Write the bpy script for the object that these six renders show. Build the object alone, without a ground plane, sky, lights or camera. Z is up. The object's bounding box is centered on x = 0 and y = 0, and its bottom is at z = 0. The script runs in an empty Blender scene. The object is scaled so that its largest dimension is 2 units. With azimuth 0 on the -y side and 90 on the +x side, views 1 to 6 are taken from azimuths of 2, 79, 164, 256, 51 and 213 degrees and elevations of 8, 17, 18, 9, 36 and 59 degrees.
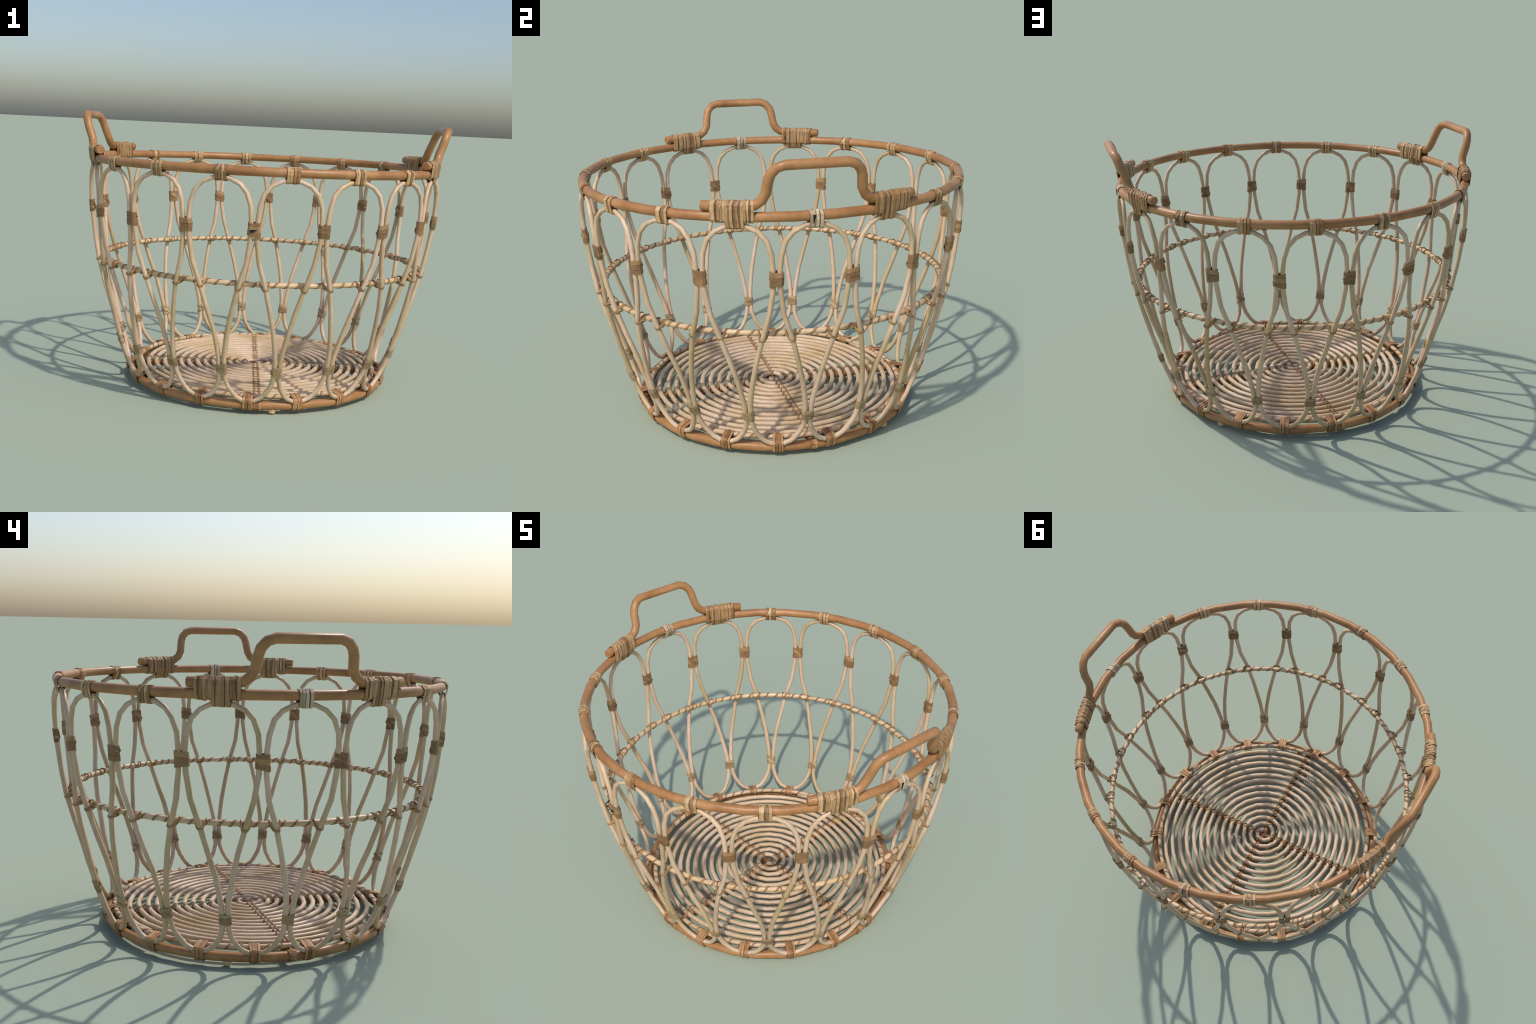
"""Round open rattan basket: cane rim and base hoop, 18 interlocking arch rods,
a middle hoop, a coiled floor on two crossed bars, two handles, cane bindings."""
import bpy, math, random
import numpy as np
from mathutils import Vector

RNG = random.Random(7)
N = 18                                    # arches round the basket
STEP = 2 * math.pi / N
deg = math.radians

# ---------------------------------------------------------------- dimensions
RIM_R, RIM_Z, RIM_T = 0.9305, 1.210, 0.0221      # top hoop: radius, height, cane radius
BASE_R, BASE_Z, BASE_T = 0.6955, 0.0435, 0.0220   # bottom hoop
MID_R, MID_Z, MID_T = 0.8605, 0.6785, 0.0128      # middle hoop, inside the rods
EDGE_R, EDGE_Z, EDGE_T = 0.664, 0.079, 0.0125   # wrapped hoop round the floor
ROD_T = 0.0112                                  # arch rods
COIL_T, COIL_PITCH, COIL_Z = 0.0125, 0.0457, 0.076
BAR_T, BAR_Z, BAR_TURN = 0.0155, 0.0505, 3.6     # crossed bars below the floor
HANDLE_T = 0.0222

# ---------------------------------------------------------------- materials
def material(name, base, light, dark, patch=9.0, fine=70.0, rough=0.5, stretch=(1, 1, 1),
             rand=0.0, bump=0.25, spot=0.0):
    m = bpy.data.materials.new(name)
    m.use_nodes = True
    nt = m.node_tree
    nd, ln = nt.nodes, nt.links
    for n in list(nd):
        nd.remove(n)
    out = nd.new('ShaderNodeOutputMaterial')
    bs = nd.new('ShaderNodeBsdfPrincipled')
    ln.new(bs.outputs[0], out.inputs[0])
    bs.inputs['Roughness'].default_value = rough
    bs.inputs['Specular IOR Level'].default_value = 0.42
    tc = nd.new('ShaderNodeTexCoord')
    mp = nd.new('ShaderNodeMapping')
    mp.inputs['Scale'].default_value = stretch
    ln.new(tc.outputs['Object'], mp.inputs[0])
    oi = nd.new('ShaderNodeObjectInfo')
    off = nd.new('ShaderNodeVectorMath'); off.operation = 'SCALE'
    off.inputs[0].default_value = (7.0, 3.0, 5.0)
    ln.new(oi.outputs['Random'], off.inputs['Scale'])
    ln.new(off.outputs[0], mp.inputs['Location'])
    n1 = nd.new('ShaderNodeTexNoise')
    n1.inputs['Scale'].default_value = patch
    n1.inputs['Detail'].default_value = 3.0
    n1.inputs['Roughness'].default_value = 0.55
    ln.new(mp.outputs[0], n1.inputs['Vector'])
    r1 = nd.new('ShaderNodeValToRGB')
    e = r1.color_ramp.elements
    e[0].position, e[0].color = 0.33, (*dark, 1)
    e[1].position, e[1].color = 0.68, (*light, 1)
    k = e.new(0.5); k.color = (*base, 1)
    ln.new(n1.outputs['Fac'], r1.inputs[0])
    n2 = nd.new('ShaderNodeTexNoise')
    n2.inputs['Scale'].default_value = fine
    n2.inputs['Detail'].default_value = 4.0
    ln.new(mp.outputs[0], n2.inputs['Vector'])
    mr = nd.new('ShaderNodeMapRange')
    mr.inputs['From Min'].default_value, mr.inputs['From Max'].default_value = 0.3, 0.7
    mr.inputs['To Min'].default_value, mr.inputs['To Max'].default_value = 0.90, 1.08
    ln.new(n2.outputs['Fac'], mr.inputs['Value'])
    fac = mr.outputs[0]
    if rand:
        rr = nd.new('ShaderNodeMapRange')
        rr.inputs['To Min'].default_value, rr.inputs['To Max'].default_value = 1 - rand, 1 + rand
        ln.new(oi.outputs['Random'], rr.inputs['Value'])
        mu = nd.new('ShaderNodeMath'); mu.operation = 'MULTIPLY'
        ln.new(fac, mu.inputs[0]); ln.new(rr.outputs[0], mu.inputs[1])
        fac = mu.outputs[0]
    sc = nd.new('ShaderNodeVectorMath'); sc.operation = 'SCALE'
    ln.new(r1.outputs['Color'], sc.inputs[0])
    ln.new(fac, sc.inputs['Scale'])
    ln.new(sc.outputs[0], bs.inputs['Base Color'])
    if bump:
        bp = nd.new('ShaderNodeBump')
        bp.inputs['Strength'].default_value = bump
        bp.inputs['Distance'].default_value = 0.002
        ln.new(n2.outputs['Fac'], bp.inputs['Height'])
        ln.new(bp.outputs[0], bs.inputs['Normal'])
    return m

CANE = material('honey_cane', (.400, .194, .071), (.455, .232, .093), (.34, .152, .052), 6, 40, 0.40)
ROD = material('peeled_rattan', (.61, .435, .278), (.69, .505, .365), (.53, .385, .195), 5, 45, 0.42,
               (1, 1, .45), rand=.05)
COIL = material('floor_rattan', (.60, .430, .270), (.68, .500, .350), (.54, .375, .195), 4.5, 45, 0.42)
HOOP = material('yellow_rattan', (.66, .460, .262), (.73, .525, .325), (.58, .395, .205), 7, 45, 0.40)
def strip_set(name, tones, rough=0.6):
    out = []
    for i, c in enumerate(tones):
        lt = tuple(min(1, v * 1.16) for v in c)
        dk = tuple(v * 0.82 for v in c)
        out.append(material(f'{name}_{"abcdefg"[i]}', c, lt, dk, 25, 160, rough, bump=.3, rand=.07))
    return out
TIE = strip_set('brown_strip', [(.240, .130, .054), (.275, .153, .065), (.195, .105, .041), (.37, .222, .098)])
KHAKI = strip_set('khaki_strip', [(.355, .245, .124), (.435, .312, .168), (.285, .188, .090)])
RUST = strip_set('rust_strip', [(.380, .196, .080), (.315, .154, .060), (.445, .242, .104), (.245, .118, .046)])
STRAW = strip_set('straw_strip', [(.480, .298, .142), (.385, .224, .098), (.565, .372, .195), (.28, .155, .064)])
WRAP = strip_set('wrap_strip', [(.32, .190, .095)])
LASH = strip_set('lash_strip', [(.33, .190, .088), (.25, .138, .062)])
PALE = strip_set('pale_strip', [(.52, .405, .270), (.60, .475, .330), (.42, .310, .195)])
DEEP = strip_set('inner_strip', [(.17, .095, .042)])

# ---------------------------------------------------------------- mesh helpers
def cyl(theta, r, z):
    return Vector((r * math.cos(theta), r * math.sin(theta), z))

def mesh_from(name, verts, faces, mats, index=None, smooth=True):
    me = bpy.data.meshes.new(name)
    me.from_pydata([tuple(v) for v in verts], [], faces)
    for m in mats:
        me.materials.append(m)
    if index is not None:
        me.polygons.foreach_set('material_index', index)
    me.polygons.foreach_set('use_smooth', [smooth] * len(me.polygons))
    for p in me.polygons:                 # cut ends stay crisp
        if p.loop_total > 4:
            p.use_smooth = False
    me.update()
    return me

def catmull(pts, per, closed=False):
    out, n = [], len(pts)
    segs = n if closed else n - 1
    for i in range(segs):
        g = (lambda k: pts[k % n]) if closed else (lambda k: pts[max(0, min(n - 1, k))])
        p0, p1, p2, p3 = g(i - 1), g(i), g(i + 1), g(i + 2)
        for s in range(per):
            t = s / per
            out.append(0.5 * ((2 * p1) + (p2 - p0) * t + (2 * p0 - 5 * p1 + 4 * p2 - p3) * t * t
                              + (3 * p1 - p0 - 3 * p2 + p3) * t ** 3))
    if not closed:
        out.append(pts[-1].copy())
    return out

def tube(path, radius, sides=10, closed=False, chamfer=0.0, up=Vector((0, 0, 1))):
    """Round cane swept along a path; radius may be a number or one per point."""
    n = len(path)
    rad = radius if hasattr(radius, '__len__') else [radius] * n
    tang = []
    for i in range(n):
        a = path[(i - 1) % n] if (closed or i > 0) else path[0]
        b = path[(i + 1) % n] if (closed or i < n - 1) else path[-1]
        tang.append((b - a).normalized())
    nrm = up - tang[0] * up.dot(tang[0])
    if nrm.length < 1e-4:
        nrm = Vector((1, 0, 0)) - tang[0] * tang[0].x
    nrm.normalize()
    frames = []
    for t in tang:
        nrm = (nrm - t * nrm.dot(t)).normalized()
        frames.append((nrm.copy(), t.cross(nrm)))
    rings = [(path[i], rad[i], i) for i in range(n)]
    if not closed and chamfer > 0:
        rings.insert(0, (path[0] - tang[0] * chamfer, rad[0] - chamfer, 0))
        rings.append((path[-1] + tang[-1] * chamfer, rad[-1] - chamfer, n - 1))
    v, f = [], []
    for p, r, i in rings:
        a, b = frames[i]
        for s in range(sides):
            w = 2 * math.pi * s / sides
            v.append(p + (a * math.cos(w) + b * math.sin(w)) * r)
    m = len(rings)
    for i in range(m if closed else m - 1):
        j = (i + 1) % m
        for s in range(sides):
            q = (s + 1) % sides
            f.append((i * sides + s, i * sides + q, j * sides + q, j * sides + s))
    if not closed:
        f.append(tuple(reversed(range(sides))))
        f.append(tuple((m - 1) * sides + s for s in range(sides)))
    return v, f

def ribbon(path, normals, width, thick, closed=False):
    """Flat cane strip with real thickness; normals point away from what it wraps."""
    n = len(path)
    v, f = [], []
    for i in range(n):
        a = path[(i - 1) % n] if (closed or i > 0) else path[0]
        b = path[(i + 1) % n] if (closed or i < n - 1) else path[-1]
        t = (b - a).normalized()
        nn = (normals[i] - t * normals[i].dot(t)).normalized()
        side = t.cross(nn)
        w = width[i] if hasattr(width, '__len__') else width
        p = path[i]
        v += [p - side * w / 2, p + side * w / 2, p + side * w / 2 + nn * thick, p - side * w / 2 + nn * thick]
    for i in range(n if closed else n - 1):
        j = (i + 1) % n
        for s in range(4):
            q = (s + 1) % 4
            f.append((i * 4 + s, j * 4 + s, j * 4 + q, i * 4 + q))
    if not closed:
        f.append((0, 1, 2, 3))
        f.append(tuple((n - 1) * 4 + s for s in (3, 2, 1, 0)))
    return v, f

def hull(points):
    pts = sorted(set((round(x, 6), round(y, 6)) for x, y in points))
    def half(seq):
        h = []
        for p in seq:
            while len(h) > 1 and (h[-1][0] - h[-2][0]) * (p[1] - h[-2][1]) - (h[-1][1] - h[-2][1]) * (p[0] - h[-2][0]) <= 1e-9:
                h.pop()
            h.append(p)
        return h[:-1]
    return half(pts) + half(pts[::-1])

def band(circles, origin, A, B, C, offset, width, thick, tilt=0.0, facets=8, phase=0.0, rng=RNG, gap=0.0008, ragged=.0011):
    """One turn of strip pulled tight round a bundle of canes.
    circles: (a, b, radius) in the plane A,B; C runs along the bundle."""
    pts = []
    for a, b, r in circles:
        for k in range(facets):
            w = phase + 2 * math.pi * k / facets
            rr = (r + gap) / math.cos(math.pi / facets) ** 0.6
            pts.append((a + rr * math.cos(w), b + rr * math.sin(w)))
    h = hull(pts)
    ca, cb = sum(p[0] for p in h) / len(h), sum(p[1] for p in h) / len(h)
    span = max(abs(p[0] - ca) for p in h) + 1e-6
    path, nor = [], []
    m = len(h)
    for i, (a, b) in enumerate(h):
        p0, p1 = h[i - 1], h[(i + 1) % m]
        nx, ny = (p1[1] - p0[1]), -(p1[0] - p0[0])
        L = math.hypot(nx, ny)
        c = offset + tilt * (a - ca) / span + rng.uniform(-.0008, .0008)
        path.append(origin + A * a + B * b + C * c)
        nor.append((A * nx + B * ny) / L)
    # fixed side direction keeps the strip's edges parallel to the bundle
    v, f = [], []
    for p, nn in zip(path, nor):
        lo = C * (width / 2 + rng.uniform(-ragged, ragged))
        hi = C * (width / 2 + rng.uniform(-ragged, ragged))
        lift = nn * thick * rng.uniform(.7, 1.3)
        v += [p - lo, p + hi, p + hi + lift, p - lo + lift]
    for i in range(m):
        j = (i + 1) % m
        for s in range(4):
            q = (s + 1) % 4
            f.append((i * 4 + s, j * 4 + s, j * 4 + q, i * 4 + q))
    return v, f

class Build:
    """Collects pieces into one mesh, each piece with its own material slot."""
    def __init__(self):
        self.v, self.f, self.m = [], [], []
    def add(self, vf, slot=0):
        b = len(self.v)
        self.v += vf[0]
        self.f += [tuple(i + b for i in q) for q in vf[1]]
        self.m += [slot] * len(vf[1])
    def mesh(self, name, mats, smooth=False):
        return mesh_from(name, self.v, self.f, mats, self.m, smooth)

ROOT = bpy.data.objects.new('rattan_basket', None)
bpy.context.scene.collection.objects.link(ROOT)
ROOT['label'] = 'round open rattan basket with looped sides and two handles'
ROOT['category'] = 'basket'

def place(name, me, parent=ROOT, rot=0.0, loc=(0, 0, 0), stuff=False):
    ob = bpy.data.objects.new(name, me)
    bpy.context.scene.collection.objects.link(ob)
    ob.parent = parent
    ob.rotation_euler = (0, 0, rot)
    ob.location = loc
    if stuff:
        ob['kind'] = 'stuff'
    return ob

X, Y, Z = Vector((1, 0, 0)), Vector((0, 1, 0)), Vector((0, 0, 1))

# ---------------------------------------------------------------- hoops
def hoop(r, z, t, count, wob=0.0, sides=10):
    ph = RNG.uniform(0, 6)
    path = [cyl(2 * math.pi * i / count, r, z) for i in range(count)]
    r = r / math.cos(math.pi / count) ** .5
    path = [cyl(2 * math.pi * (i + .5) / count, r, z) for i in range(count)]
    rad = [t * (1 + wob * math.sin(7 * 2 * math.pi * i / count + ph) + wob * .6 * math.sin(17 * 2 * math.pi * i / count))
           for i in range(count)]
    return tube(path, rad, sides, closed=True)

place('rim', mesh_from('rim', *hoop(RIM_R, RIM_Z, RIM_T, 36, .02, 12), [CANE]))
place('base_hoop', mesh_from('base_hoop', *hoop(BASE_R, BASE_Z, BASE_T, 36, .02, 12), [CANE]))
MID = place('middle_hoop', mesh_from('middle_hoop', *hoop(MID_R, MID_Z, MID_T, 72, .03, 10), [HOOP]))
EDGE = place('floor_edge_hoop', mesh_from('floor_edge_hoop', *hoop(EDGE_R, EDGE_Z, EDGE_T, 72, .03, 10), [COIL]))

def helix_wrap(R, z, t, turns, width, hand):
    per = 10
    path, nor = [], []
    for i in range(turns * per):
        th = 2 * math.pi * i / (turns * per)
        th += 0.010 * math.sin(9.7 * th) + 0.006 * math.sin(23 * th + 1)
        w = hand * 2 * math.pi * i / per
        out = Vector((math.cos(th), math.sin(th), 0))
        n = out * math.cos(w) + Z * math.sin(w)
        path.append(cyl(th, R, z) + n * (t + .0004))
        nor.append(n)
    return ribbon(path, nor, width, .0016, closed=True)

place('spiral_wrap', mesh_from('spiral_wrap', *helix_wrap(MID_R, MID_Z, MID_T, 100, .0105, 1), WRAP, smooth=False), MID)
place('spiral_wrap', mesh_from('spiral_wrap', *helix_wrap(EDGE_R, EDGE_Z, EDGE_T, 68, .0105, 1), WRAP, smooth=False), EDGE)

# ---------------------------------------------------------------- arch rods
# half a rod: (degrees from the arch's middle, distance from the axis, height)
HALF = [(0, .9340, 1.1745), (2.6, .935, 1.1725), (5.5, .9395, 1.150), (7.5, .944, 1.113), (8.72, .9445, 1.054),
        (9.1, .941, .986), (9.06, .938, .9466), (9.05, .931, .894), (8.1, .9165, .783), (6.05, .8975, .672),
        (4.1, .8645, .547), (2.45, .832, .439), (1.55, .8095, .360), (1.0, .7915, .300), (.92, .775, .2425), (.98, .7565, .188),
        (2.0, .7425, .148), (3.8, .727, .107), (5.3, .7185, .085), (7.8, .7135, .0695), (9.7, .713, .0685)]
def arch_mesh(seed):
    rg = random.Random(seed)
    pts = [cyl(-deg(a), r, z) for a, r, z in reversed(HALF)] + [cyl(deg(a), r, z) for a, r, z in HALF[1:]]
    k = len(pts)
    for i in range(2, k - 2):
        if i in (6, 7, 14, 15, k - 7, k - 8, k - 15, k - 16, k // 2):
            continue
        pts[i] = pts[i] + Vector((rg.uniform(-1, 1), rg.uniform(-1, 1), rg.uniform(-1, 1))) * .0016
    path = pts
    rad = []
    for i in range(len(path)):
        rad.append((ROD_T if abs(i / (len(path) - 1) - .5) < .14 else ROD_T * 1.09) * (1 + .05 * math.sin(i * .7 + seed) + rg.uniform(-.03, .03)))
    return mesh_from('arch_rod', *tube(path, rad, 8, up=X), [ROD])
ARCH = [arch_mesh(s) for s in (3, 11, 29)]
for i in range(N):
    place('arch_rod', ARCH[i % 3], rot=i * STEP)

# ---------------------------------------------------------------- ties between rods
def rod_tie(r, z, half, lean, height, strips, seed, mats, thick=.0032):
    rg = random.Random(seed)
    tilt_out = Vector((lean, 0, 1)).normalized()       # runs along the wall
    out = Vector((1, 0, -lean)).normalized()
    org = Vector((r, 0, z))
    b = Build()
    w = height / strips
    for k in range(strips):
        c = -height / 2 + w * (k + .5)
        b.add(band([(-half, 0, ROD_T), (half, 0, ROD_T)], org, Y, out, tilt_out, c, w * rg.uniform(.85, 1.15),
                   thick * rg.uniform(.5, 1.4), tilt=rg.uniform(-.007, .007), facets=8, phase=math.pi / 8, rng=rg, ragged=.0022),
              rg.randrange(len(mats)))
    # diagonal turn on the inner side
    p = [org + Y * (-half - .009) - out * .013 - tilt_out * height * .32,
         org - out * .0165 - tilt_out * height * .04 * rg.choice((1, -1)),
         org + Y * (half + .009) - out * .013 + tilt_out * height * .22]
    b.add(ribbon(p, [-out] * 3, w * .9, .002), rg.randrange(len(mats)))
    return b.mesh('rod_tie', mats)

UP = [rod_tie(.938, .9466, .0152, .10, .064, 3, s, TIE) for s in (1, 2, 3, 4, 5)]
LOW = [rod_tie(.775, .2425, .0126, .345, .050, 3, s, KHAKI) for s in (6, 7, 8, 9)]
for i in range(N):
    place('upper_tie', UP[(i * 2) % 5], rot=(i + .5) * STEP)
    place('lower_tie', LOW[(i * 3) % 4], rot=i * STEP)

# ---------------------------------------------------------------- bindings on the hoops
def rim_binding(seed, mats):
    rg = random.Random(seed)
    b = Build()
    org = Vector((0, 0, 0))
    n, wide = rg.choice((4, 4, 5)), .058
    w = wide / n
    for k in range(n):
        c = -wide / 2 + w * (k + .5)
        b.add(band([(RIM_R, RIM_Z, RIM_T), (.9340, 1.1745, ROD_T)], org, X, Z, Y, c + rg.uniform(-.001, .001),
                   w * rg.uniform(.76, 1.05), .0022 + .003 * rg.random() ** 1.5, tilt=rg.uniform(-.005, .005), facets=8,
                   phase=math.pi / 8, rng=rg), rg.randrange(len(mats)))
    b.add(band([(RIM_R, RIM_Z, RIM_T), (.9340, 1.1745, ROD_T)], org, X, Z, Y, 0, wide * .97, .0006, facets=8,
               phase=math.pi / 8, rng=rg), len(mats))
    # loose crossing turn over the top
    p, q = [], []
    for k in range(7):
        w_ = deg(-30 + 40 * k)
        nn = X * math.cos(w_) + Z * math.sin(w_)
        p.append(Vector((RIM_R, (k - 3) * .007, RIM_Z)) + nn * (RIM_T + .0035))
        q.append(nn)
    b.add(ribbon(p, q, .008, .0015), rg.randrange(len(mats)))
    return b.mesh('rim_binding', list(mats) + DEEP)
RIMB = [rim_binding(s, m) for s, m in ((21, STRAW), (22, RUST[:3] + STRAW[:1]), (23, STRAW[1:]), (24, STRAW[:3]))]
PALEB = rim_binding(25, PALE)
for i in range(N):
    if i in (1, N - 1, N // 2 - 1, N // 2 + 1):
        continue
    place('rim_binding', PALEB if i in (0, N // 2) else RIMB[(i * 3 + i // 4) % 4], rot=i * STEP)

def base_binding(seed):
    rg = random.Random(seed)
    b = Build()
    n, wide = 4, .048
    w = wide / n
    for k in range(n):
        c = -wide / 2 + w * (k + .5)
        b.add(band([(BASE_R, BASE_Z, BASE_T), (.713, .0685, ROD_T), (EDGE_R, EDGE_Z, EDGE_T)], Vector(), X, Z, Y,
                   c + rg.uniform(-.001, .001), w * rg.uniform(.8, 1.02), .0022 + .003 * rg.random() ** 1.5, tilt=rg.uniform(-.004, .004),
                   facets=8, phase=math.pi / 8, rng=rg), rg.randrange(4))
    b.add(band([(BASE_R, BASE_Z, BASE_T), (.713, .0685, ROD_T), (EDGE_R, EDGE_Z, EDGE_T)], Vector(), X, Z, Y, 0, wide * .97,
               .0006, facets=8, phase=math.pi / 8, rng=rg), 4)
    return b.mesh('base_binding', RUST + DEEP)
BASEB = [base_binding(s) for s in (41, 42, 43, 44)]
for i in range(N):
    place('base_binding', BASEB[(i * 3) % 4], rot=(i + .5) * STEP)

# ---------------------------------------------------------------- floor: coil, bars, lashings
def coil_r(turns):                        # turns counted from angle zero
    return COIL_PITCH * (turns + .742)
path, rad = [], []
t0, t1 = -.19, 13.35
t = t0
while t <= t1:
    r = coil_r(t)
    r = min(r, EDGE_R - EDGE_T - COIL_T + .004)
    wob = .0012 * math.sin(17 * t) + .0010 * math.sin(41 * t + 1)
    path.append(Vector((-.0013, -.0008, 0)) + cyl(2 * math.pi * t, r + wob, COIL_Z + .0008 * math.sin(29 * t)))
    rad.append(COIL_T * (1 + .035 * math.sin(33 * t) + .02 * math.sin(77 * t)))
    t += 1 / max(14, min(40, 26 * r / .3))
place('floor_coil', mesh_from('floor_coil', *tube(path, rad, 10), [COIL]))

bar = mesh_from('floor_bar', *tube([Vector((-.671 + 1.342 * i / 10, 0, BAR_Z)) for i in range(11)], BAR_T, 10, chamfer=.003), [CANE])
BARS = [place('floor_bar', bar, rot=deg(BAR_TURN)),
        place('floor_bar', bar, rot=deg(BAR_TURN + 90))]

def lashing(seed):
    rg = random.Random(seed)
    b = Build()
    dz = BAR_Z - COIL_Z
    for sgn in (1, -1):
        tip = sgn * .0185 + rg.uniform(-.0015, .0015)
        p = [(-.0175, sgn * .0005, -.012), (-.0125, sgn * .0010, .005), (-.0055, sgn * .0058, .0132), (.0055, sgn * .0118, .0132),
             (.0128, sgn * .0165, .004), (.0175, tip, -.012), (.014, sgn * .0195, dz), (.004, sgn * .013, dz - .0135),
             (-.006, 0, dz - .0175), (-.014, -sgn * .013, dz - .0135), (-.018, -sgn * .0190, dz), (-.0200, -sgn * .010, -.014)]
        pts = [Vector(q) for q in p]
        cen = Vector((0, 0, dz * .5))
        nor = []
        for q in pts:
            d = q - cen
            nor.append(Vector((d.x, d.y * .6, d.z)).normalized())
        b.add(ribbon(pts, nor, .0082, .0018, closed=True), rg.randrange(2))
    return b.mesh('floor_lashing', LASH)
LASHES = [lashing(s) for s in (51, 52, 53)]
for q in range(4):
    ang = deg(BAR_TURN + 90 * q)
    for n in range(14):
        turns = n + ang / (2 * math.pi)
        if not (t0 + .03 < turns < t1 - .05):
            continue
        r = min(coil_r(turns), EDGE_R - EDGE_T - COIL_T + .004)
        place('floor_lashing', LASHES[(n + q) % 3], parent=BARS[q % 2],
              rot=deg(90 * q) - deg(90 * (q % 2)), loc=(
                  r * math.cos(deg(90 * (q - q % 2))), r * math.sin(deg(90 * (q - q % 2))), COIL_Z))

# where each bar's end is bound to the base hoop
def bar_binding(seed):
    rg = random.Random(seed)
    b = Build()
    for k in range(3):
        b.add(band([(BASE_R, BASE_Z, BASE_T)], Vector(), X, Z, Y, -.013 + .0125 * k, .0135 * rg.uniform(.9, 1.1),
                   .0024 * rg.uniform(.8, 1.4), tilt=rg.uniform(-.004, .004), facets=8, phase=math.pi / 8, rng=rg), rg.randrange(4))
    for sgn in (1, -1):
        p = [Vector((.7135, sgn * .010, .060)), Vector((.695, sgn * .006, .0685)), Vector((.672, -sgn * .004, .0745)),
             Vector((.652, -sgn * .012, .0715)), Vector((.642, -sgn * .0180, .058)), Vector((.652, -sgn * .012, .0435)),
             Vector((.674, 0, .034)), Vector((.695, sgn * .006, .0215))]
        nr = [Vector((1, 0, 1)), Z, Z, Vector((0, -sgn, 1)), Vector((0, -sgn, 0)), Vector((0, -sgn, -1)), -Z, -Z]
        b.add(ribbon(p, nr, .009, .002), rg.randrange(4))
    return b.mesh('bar_binding', RUST)
BARB = [bar_binding(s) for s in (61, 62)]
for q in range(4):
    place('bar_binding', BARB[q % 2], rot=deg(BAR_TURN + 90 * q))

# three small pegs the basket stands on
pv, pf = tube([Vector((0, 0, .030)), Vector((0, 0, .0095)), Vector((0, 0, .003)), Vector((0, 0, .0))], [.0195, .0195, .0165, .005], 8)
peg = mesh_from('foot', pv, pf, [HOOP], smooth=False)
for a in (-80, 40, 160):
    place('foot', peg, rot=deg(a), loc=cyl(deg(a), .688, 0))

# ---------------------------------------------------------------- lashings on the middle hoop
def hoop_lashing(seed, lean):
    """Strips that sling a rod against the middle hoop: a V below, a turn behind.
    lean (+1/-1): which way the rod slants, so the sling follows it."""
    rg = random.Random(seed)
    b = Build()
    ro, rr = .0365, ROD_T * 1.09 + .0008       # rod centre outside the hoop centre, rod radius
    for sgn in (1, -1):
        low = -.0215 + rg.uniform(-.003, .003)
        t = MID_T + .0006
        p = [(-t, sgn * .021, .002), (-.006, sgn * .0235, t), (.008, sgn * .0225, t),
             (.018, sgn * .0195, .004), (ro - .006, sgn * .0160, low * .35), (ro + .004, sgn * .0125, low * .8), (ro + rr - .004, 0, low),
             (ro + .003, -sgn * .0130, low + .001), (ro - .010, -sgn * .0165, low + .006), (.008, -sgn * .016, -t - .001),
             (-.005, -sgn * .004, -t), (-t + .002, sgn * .012, -.010)]
        pts = [Vector((MID_R + a, y + lean * .235 * min(0, z) * max(0, min(1, a / ro)), MID_Z + z)) for a, y, z in p]
        cen = Vector((MID_R + .012, 0, MID_Z - .004))
        nor = [(q - cen).normalized() for q in pts]
        b.add(ribbon(pts, nor, .0098 * rg.uniform(.8, 1.1), .0018, closed=True), rg.randrange(3))
    return b.mesh('hoop_lashing', [TIE[3], TIE[1], STRAW[1]])
HL = {1: [hoop_lashing(s, 1) for s in (71, 72, 73)], -1: [hoop_lashing(s, -1) for s in (74, 75, 76)]}
for i in range(N):
    for sgn in (1, -1):
        place('hoop_lashing', HL[sgn][(i * 2 + (sgn > 0)) % 3], rot=i * STEP + sgn * deg(6.17))

# ---------------------------------------------------------------- handles
HPATH = [cyl(deg(28.7), .936, 1.2550), cyl(deg(25), .936, 1.2550), cyl(deg(21), .935, 1.2550), cyl(deg(17.2), .934, 1.2550)] + [
    Vector(p) for p in ((.905, .245, 1.2600), (.913, .217, 1.2800), (.921, .2015, 1.310), (.942, .1945, 1.365), (.951, .186, 1.394),
                        (.962, .164, 1.420), (.973, .131, 1.4320))]
HP = HPATH + [Vector((p.x, -p.y, p.z)) for p in reversed(HPATH)]
handle = mesh_from('handle', *tube(HP, HANDLE_T, 8, chamfer=.003, up=X), [CANE])

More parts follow.
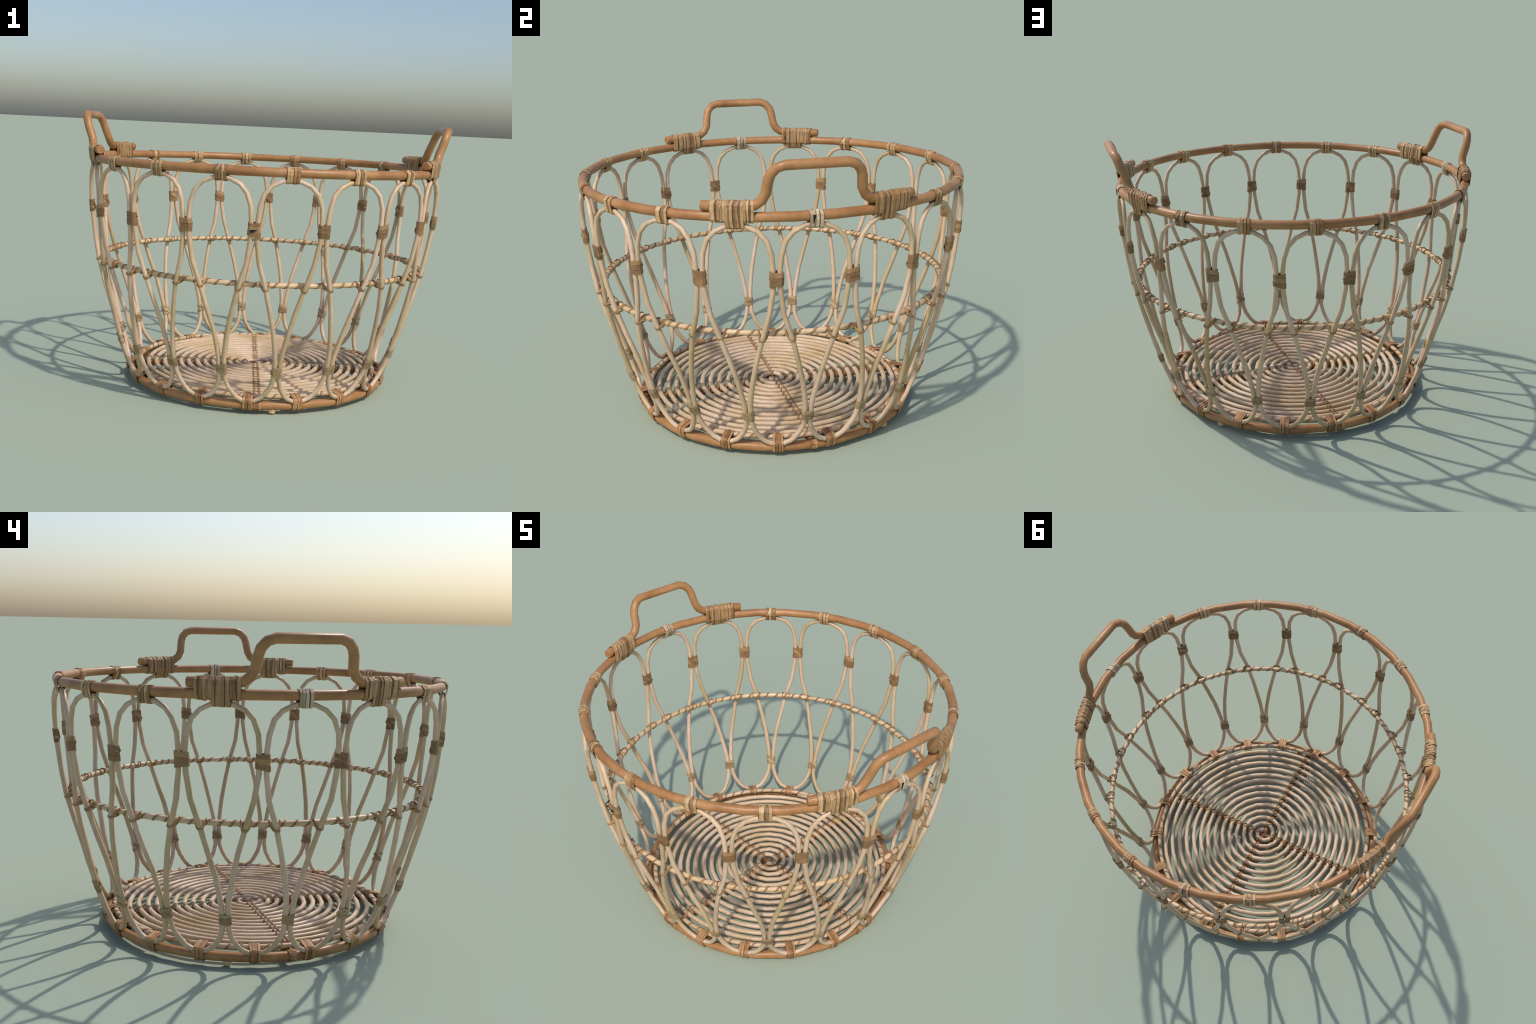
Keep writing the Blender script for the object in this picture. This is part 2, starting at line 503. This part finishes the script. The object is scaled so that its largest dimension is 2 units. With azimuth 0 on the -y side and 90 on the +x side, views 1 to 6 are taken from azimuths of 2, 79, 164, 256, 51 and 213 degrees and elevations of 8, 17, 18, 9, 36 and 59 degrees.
def wrap_strip(theta, over_arch, seed, inner=False):
    rg = random.Random(seed)
    C = Vector((-math.sin(theta), math.cos(theta), 0))
    A = Vector((math.cos(theta), math.sin(theta), 0))
    circ = [(.9355, 1.2550, HANDLE_T), (RIM_R, RIM_Z, RIM_T)]
    if over_arch:
        circ.append((.9340, 1.1745, ROD_T))
    if inner:
        return band(circ, Vector(), A, Z, C, 0, .0150, .0008, facets=8, phase=math.pi / 8, rng=rg)
    return band(circ, Vector(), A, Z, C, 0, .0128 * rg.uniform(.68, 1.1), .0022 + .0035 * rg.random() ** 1.5,
                tilt=rg.uniform(-.008, .008), facets=8, phase=math.pi / 8 + rg.uniform(-.15, .15), rng=rg)
tone = random.Random(5)
for side in range(2):
    h = place('handle', handle, rot=math.pi * side)
    for sgn in (1, -1):
        fam = [STRAW[0], STRAW[0], STRAW[2], STRAW[1], STRAW[3]] if (side == 0) == (sgn < 0) else [STRAW[1], STRAW[1], STRAW[3], RUST[2], RUST[0], TIE[3]]
        under = Build()
        for k in range(14):
            th = 16.0 + 9.9 * k / 13
            over = 17.6 < th < 22.4
            sd = 100 * side + 20 * sgn + k + 300
            under.add(wrap_strip(sgn * deg(th), over, sd, inner=True))
            me = mesh_from('wrapping_strip', *wrap_strip(sgn * deg(th), over, sd), [tone.choice(fam)], smooth=False)
            place('wrapping_strip', me, parent=h)
        place('inner_wrapping', under.mesh('inner_wrapping', DEEP), parent=h)

# small black plates set on one tie, one rim binding, one handle wrapping
BLACK = material('black_patch', (.006, .005, .004), (.008, .006, .005), (.004, .004, .003), rough=.9, bump=0)
def dark_patch(corners, out):
    pts = [Vector(c) for c in corners]
    n = len(pts)
    v = [p - out * .0015 for p in pts] + [p + out * .0006 for p in pts]
    f = [tuple(range(n))[::-1], tuple(range(n, 2 * n))] + [(i, (i + 1) % n, n + (i + 1) % n, n + i) for i in range(n)]
    return mesh_from('dark_patch', v, f, [BLACK], smooth=False)
r_ = .938 + ROD_T + .0062
place('dark_patch', dark_patch([(r_, -.0195, .9450), (r_, .0165, .9465), (r_, -.0135, .9310)], X), rot=deg(-90))
r_ = RIM_R + RIM_T + .0066
place('dark_patch', dark_patch([(r_, -.0150, 1.2185), (r_, -.0020, 1.2180), (r_ - .001, -.0130, 1.1800)], X))
r_ = RIM_R - RIM_T - .0060
place('dark_patch', dark_patch([(r_ + .001, .0035, 1.2130), (r_, .0060, 1.2260), (r_ + .003, .0030, 1.2460), (r_, -.0020, 1.2240)], -X),
      rot=deg(163))
